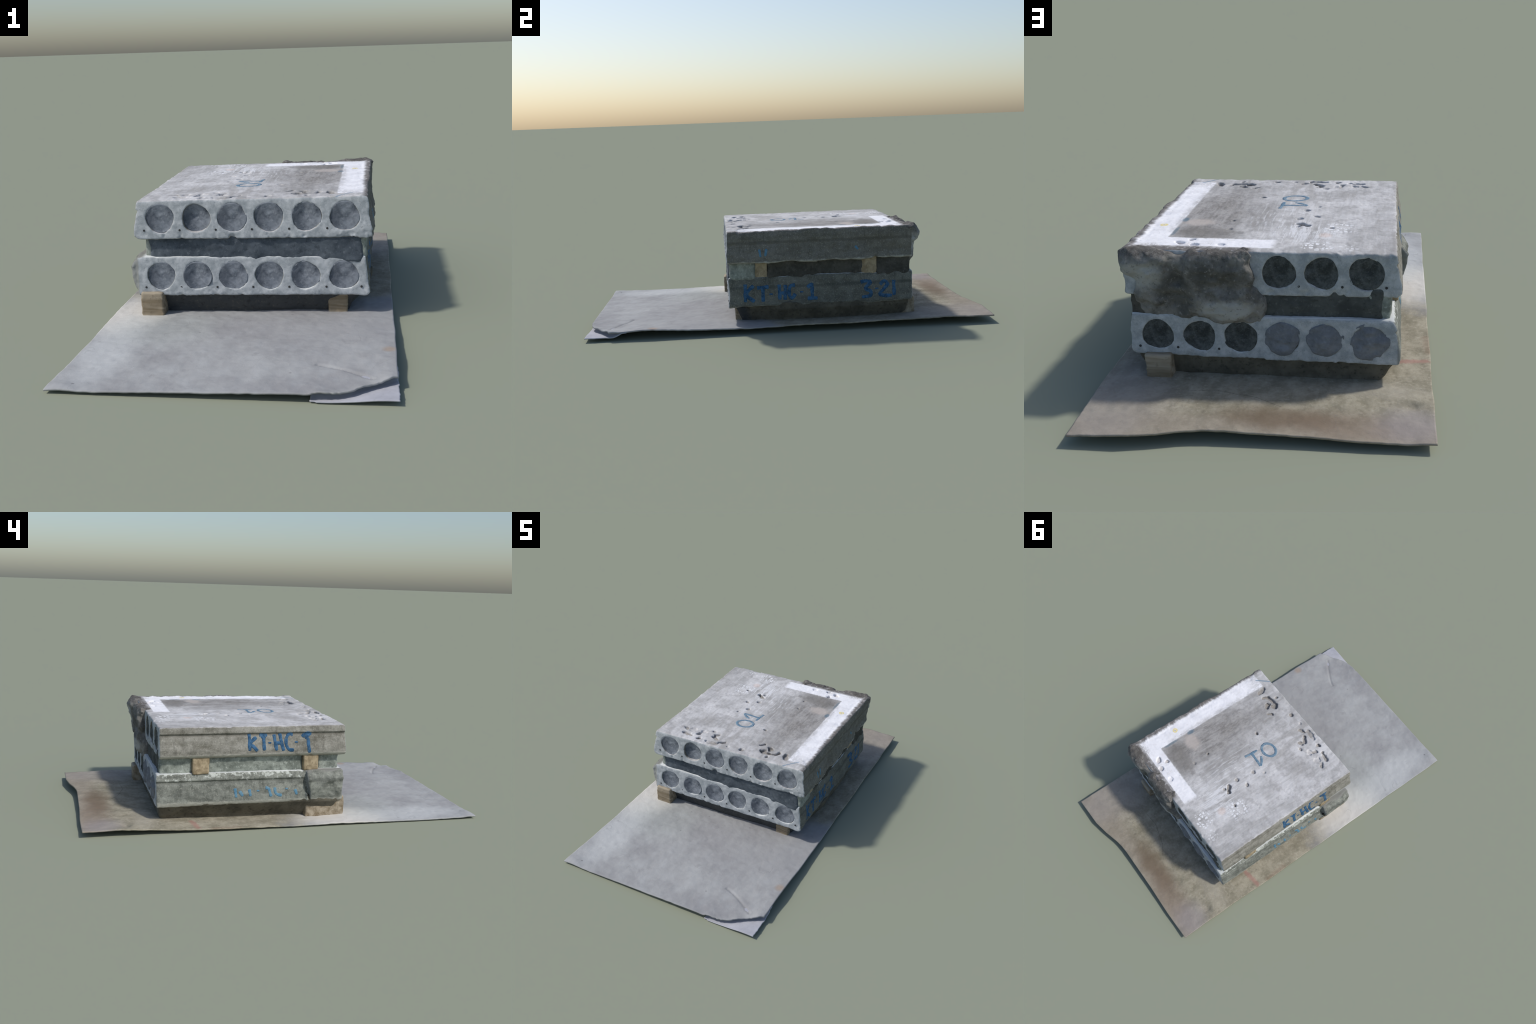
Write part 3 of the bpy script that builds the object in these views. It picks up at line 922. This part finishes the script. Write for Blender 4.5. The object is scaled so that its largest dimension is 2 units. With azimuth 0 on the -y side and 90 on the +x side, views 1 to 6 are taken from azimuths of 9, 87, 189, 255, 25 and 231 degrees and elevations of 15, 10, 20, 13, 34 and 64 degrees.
for lo, hi, mat, sd in GAP_FILLS:
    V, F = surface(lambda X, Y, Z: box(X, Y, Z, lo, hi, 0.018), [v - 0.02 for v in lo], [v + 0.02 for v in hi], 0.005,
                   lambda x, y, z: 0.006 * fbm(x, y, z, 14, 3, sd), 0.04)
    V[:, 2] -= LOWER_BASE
    add("gap_fill_block", make_mesh("gap_fill_block", V, F, MAT[mat]), slabs["lower"])


def underfill_field(X, Y, Z):
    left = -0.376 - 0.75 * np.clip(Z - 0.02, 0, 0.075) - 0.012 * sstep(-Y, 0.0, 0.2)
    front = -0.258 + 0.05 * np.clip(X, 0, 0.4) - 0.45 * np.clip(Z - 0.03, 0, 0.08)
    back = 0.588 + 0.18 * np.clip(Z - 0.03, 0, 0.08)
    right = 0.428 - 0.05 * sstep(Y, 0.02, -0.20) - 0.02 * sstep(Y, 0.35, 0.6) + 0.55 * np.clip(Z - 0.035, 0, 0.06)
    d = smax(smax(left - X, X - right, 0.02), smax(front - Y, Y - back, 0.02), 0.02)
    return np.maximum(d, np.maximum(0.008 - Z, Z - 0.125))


V, F = surface(underfill_field, (-0.46, -0.31, -0.005), (0.49, 0.65, 0.135), 0.0055,
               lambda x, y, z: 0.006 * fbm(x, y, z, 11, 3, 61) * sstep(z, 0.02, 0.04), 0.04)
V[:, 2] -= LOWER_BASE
add("underslab_shade_fill", make_mesh("underslab_shade_fill", V, F, MAT["under"]), slabs["lower"])

# ------------------------------------------------------------------ timber


def timber(name, lo, hi, mat, label, seed, loc_base=True):
    c = [(a + b) / 2 for a, b in zip(lo, hi)]
    h = [(b - a) / 2 for a, b in zip(lo, hi)]
    V, F = surface(lambda X, Y, Z: box(X, Y, Z, [-v for v in h], h, 0.006), [-v - 0.02 for v in h], [v + 0.02 for v in h], 0.005,
                   lambda x, y, z: 0.0022 * vnoise(x, y, z, 25, seed) + 0.0012 * vnoise(x, y, z, 90, seed + 1), 0.02)
    V[:, 2] += h[2]
    return thing(name, (c[0], c[1], lo[2]), label, "timber", make_mesh(name, V, F, mat))


# battens between the slabs, running across
timber("timber_batten", (-0.426, -0.182, 0.246), (0.432, -0.104, 0.336), MAT["timber"], "short sawn timber batten with a checked end", 51)
timber("timber_batten", (-0.430, 0.360, 0.242), (0.438, 0.440, 0.338), MAT["timber"], "short sawn timber batten with a checked end", 57)
# bearers under the lower slab, running lengthwise
timber("timber_bearer", (-0.424, -0.325, 0.008), (-0.335, -0.125, 0.112), MAT["bearer"], "weathered timber bearer lying on the floor", 63)
timber("timber_bearer", (0.298, -0.268, 0.018), (0.372, -0.06, 0.116), MAT["bearer"], "weathered timber bearer lying on the floor", 69)
timber("timber_bearer", (0.318, 0.44, 0.024), (0.408, 0.637, 0.118), MAT["bearer"], "weathered timber bearer lying on the floor", 75)

# ------------------------------------------------------------------ floor patch
LIP = ((0.27, -1.01), (0.29, -0.996), (0.33, -0.990), (0.37, -0.986), (0.40, -0.976), (0.424, -0.958), (0.46, -0.934), (0.50, -0.907), (0.528, -0.890), (0.545, -0.879), (0.58, -0.87))


def floor_height(x, y):
    left = lerp(y, (-1, -0.66, -0.37, -0.09, 0.27, 0.56, 0.77, 0.95), (0.009, 0.008, 0.012, 0.012, 0.011, 0.019, 0.031, 0.031))
    right = lerp(y, (-1, -0.88, -0.72, -0.49, -0.18, 0.08, 0.44, 0.72, 1.0), (0.036, 0.037, 0.047, 0.037, 0.030, 0.034, 0.036, 0.040, 0.043))
    u = np.clip((x + 0.543) / 1.086, 0, 1)
    z = left + (right - left) * u
    # the back rim droops between its corners
    rim = lerp(x, (-0.54, -0.45, -0.18, 0.09, 0.36, 0.54), (0.029, 0.0245, 0.033, 0.041, 0.043, 0.037))
    z = z + (rim - z) * sstep(y, 0.70, 0.96)
    z = z + 0.006 * np.exp(-((y + 0.40) / 0.14) ** 2) * sstep(np.abs(x), 0.54, 0.40)
    z = z + 0.0022 * fbm(x, y, y * 0, 6, 3, 71) + 0.0011 * fbm(x, y, y * 0, 40, 2, 75)
    z = z + 0.010 * np.exp(-((x + 0.50) / 0.05) ** 2 - ((y + 0.97) / 0.04) ** 2)
    z = z - 0.010 * np.exp(-((x + 0.477) / 0.03) ** 2 - ((y - 0.753) / 0.02) ** 2)
    lip = lerp(x, [p[0] for p in LIP], [p[1] for p in LIP])
    z = z + (0.003 + 0.003 * vnoise(x, y, y * 0, 30, 86)) * np.exp(-((y - lip) / 0.022) ** 2) * sstep(x, 0.27, 0.33)
    z = z + 0.007 * np.exp(-((x - 0.52) / 0.03) ** 2 - ((y + 0.875) / 0.03) ** 2)
    # creases and a crack running in from the broken corner
    t = np.clip((x - 0.29) / 0.18, 0, 1)
    yc = -0.79 - 0.10 * t ** 1.3
    z = z - 0.0055 * np.exp(-((y - yc) / 0.006) ** 2) * (x > 0.29) * (x < 0.47)
    return z


def rim_y(x, side):
    if side > 0:
        return lerp(x, (-0.543, -0.36, -0.18, 0.09, 0.14, 0.18, 0.27, 0.36, 0.543), (0.951, 0.9535, 0.9485, 0.948, 0.951, 0.9575, 0.9805, 0.997, 1.0))
    return np.full_like(x, -0.996)


def sheet(name, inside, height, mat, thick=0.006, nx=220, ny=400, x0=-0.543, x1=0.543, warp=None):
    u, v = np.meshgrid(np.linspace(0, 1, nx), np.linspace(0, 1, ny), indexing="ij")
    x = x0 + (x1 - x0) * u
    x = x + 0.0022 * vnoise(v * 2, u * 0, u * 0, 9, 81) * (np.abs(u - 0.5) > 0.48)
    if warp is None:
        a, b = rim_y(x, -1), rim_y(x, 1)
        lip = lerp(x, [p[0] for p in LIP], [p[1] for p in LIP]) + 0.004 * vnoise(x, x * 0, x * 0, 55, 83) + 0.004 * vnoise(x, x * 0, x * 0, 140, 84)
        a = np.where(x > 0.283, np.maximum(a, lip), a)
    else:
        a, b = warp(x)
    y = a + (b - a) * v
    z = height(x, y)
    V = np.stack([x, y, z], -1).reshape(-1, 3)
    low = V.copy()
    low[:, 2] -= thick
    idx = np.arange(nx * ny).reshape(nx, ny)
    q = np.stack([idx[:-1, :-1], idx[1:, :-1], idx[1:, 1:], idx[:-1, 1:]], -1).reshape(-1, 4)
    N = nx * ny
    rim = np.concatenate([idx[:, 0], idx[-1, 1:], idx[-2::-1, -1], idx[0, -2:0:-1]])
    r2 = np.roll(rim, -1)
    wall = np.stack([rim, rim + N, r2 + N, r2], -1)
    F = np.concatenate([q, q[:, ::-1] + N, wall])
    return make_mesh(name, np.concatenate([V, low]), F, mat)


ground = thing("concrete_floor_patch", (0, 0, 0), "thin patch of worn grey and tan concrete floor with a broken corner", "floor",
               sheet("concrete_floor_patch", None, lambda x, y: np.maximum(floor_height(x, y), 0.0075), MAT["floor"]))


def shard_rims(x):
    lip = lerp(x, [p[0] for p in LIP], [p[1] for p in LIP])
    return np.full_like(x, -0.997) + 0.004 * (x < 0.3), np.maximum(lip + 0.085, -0.990)


shard_mat = plain_concrete("bare_floor_concrete", rgb(168, 169, 176), rgb(184, 185, 192), rgb(194, 195, 200), f=0.6, k=0.15, bump=0.15)
add("broken_floor_corner", sheet("broken_floor_corner", None,
    lambda x, y: np.maximum(0.0045 + 0.013 * sstep(x, 0.29, 0.543) + 0.0015 * vnoise(x, y, y * 0, 14, 91)
    + 0.020 * sstep(y - lerp(x, [p[0] for p in LIP], [p[1] for p in LIP]), 0.015, 0.07), 0.0042), shard_mat,
    0.004, 70, 40, 0.283, 0.545, shard_rims), ground)
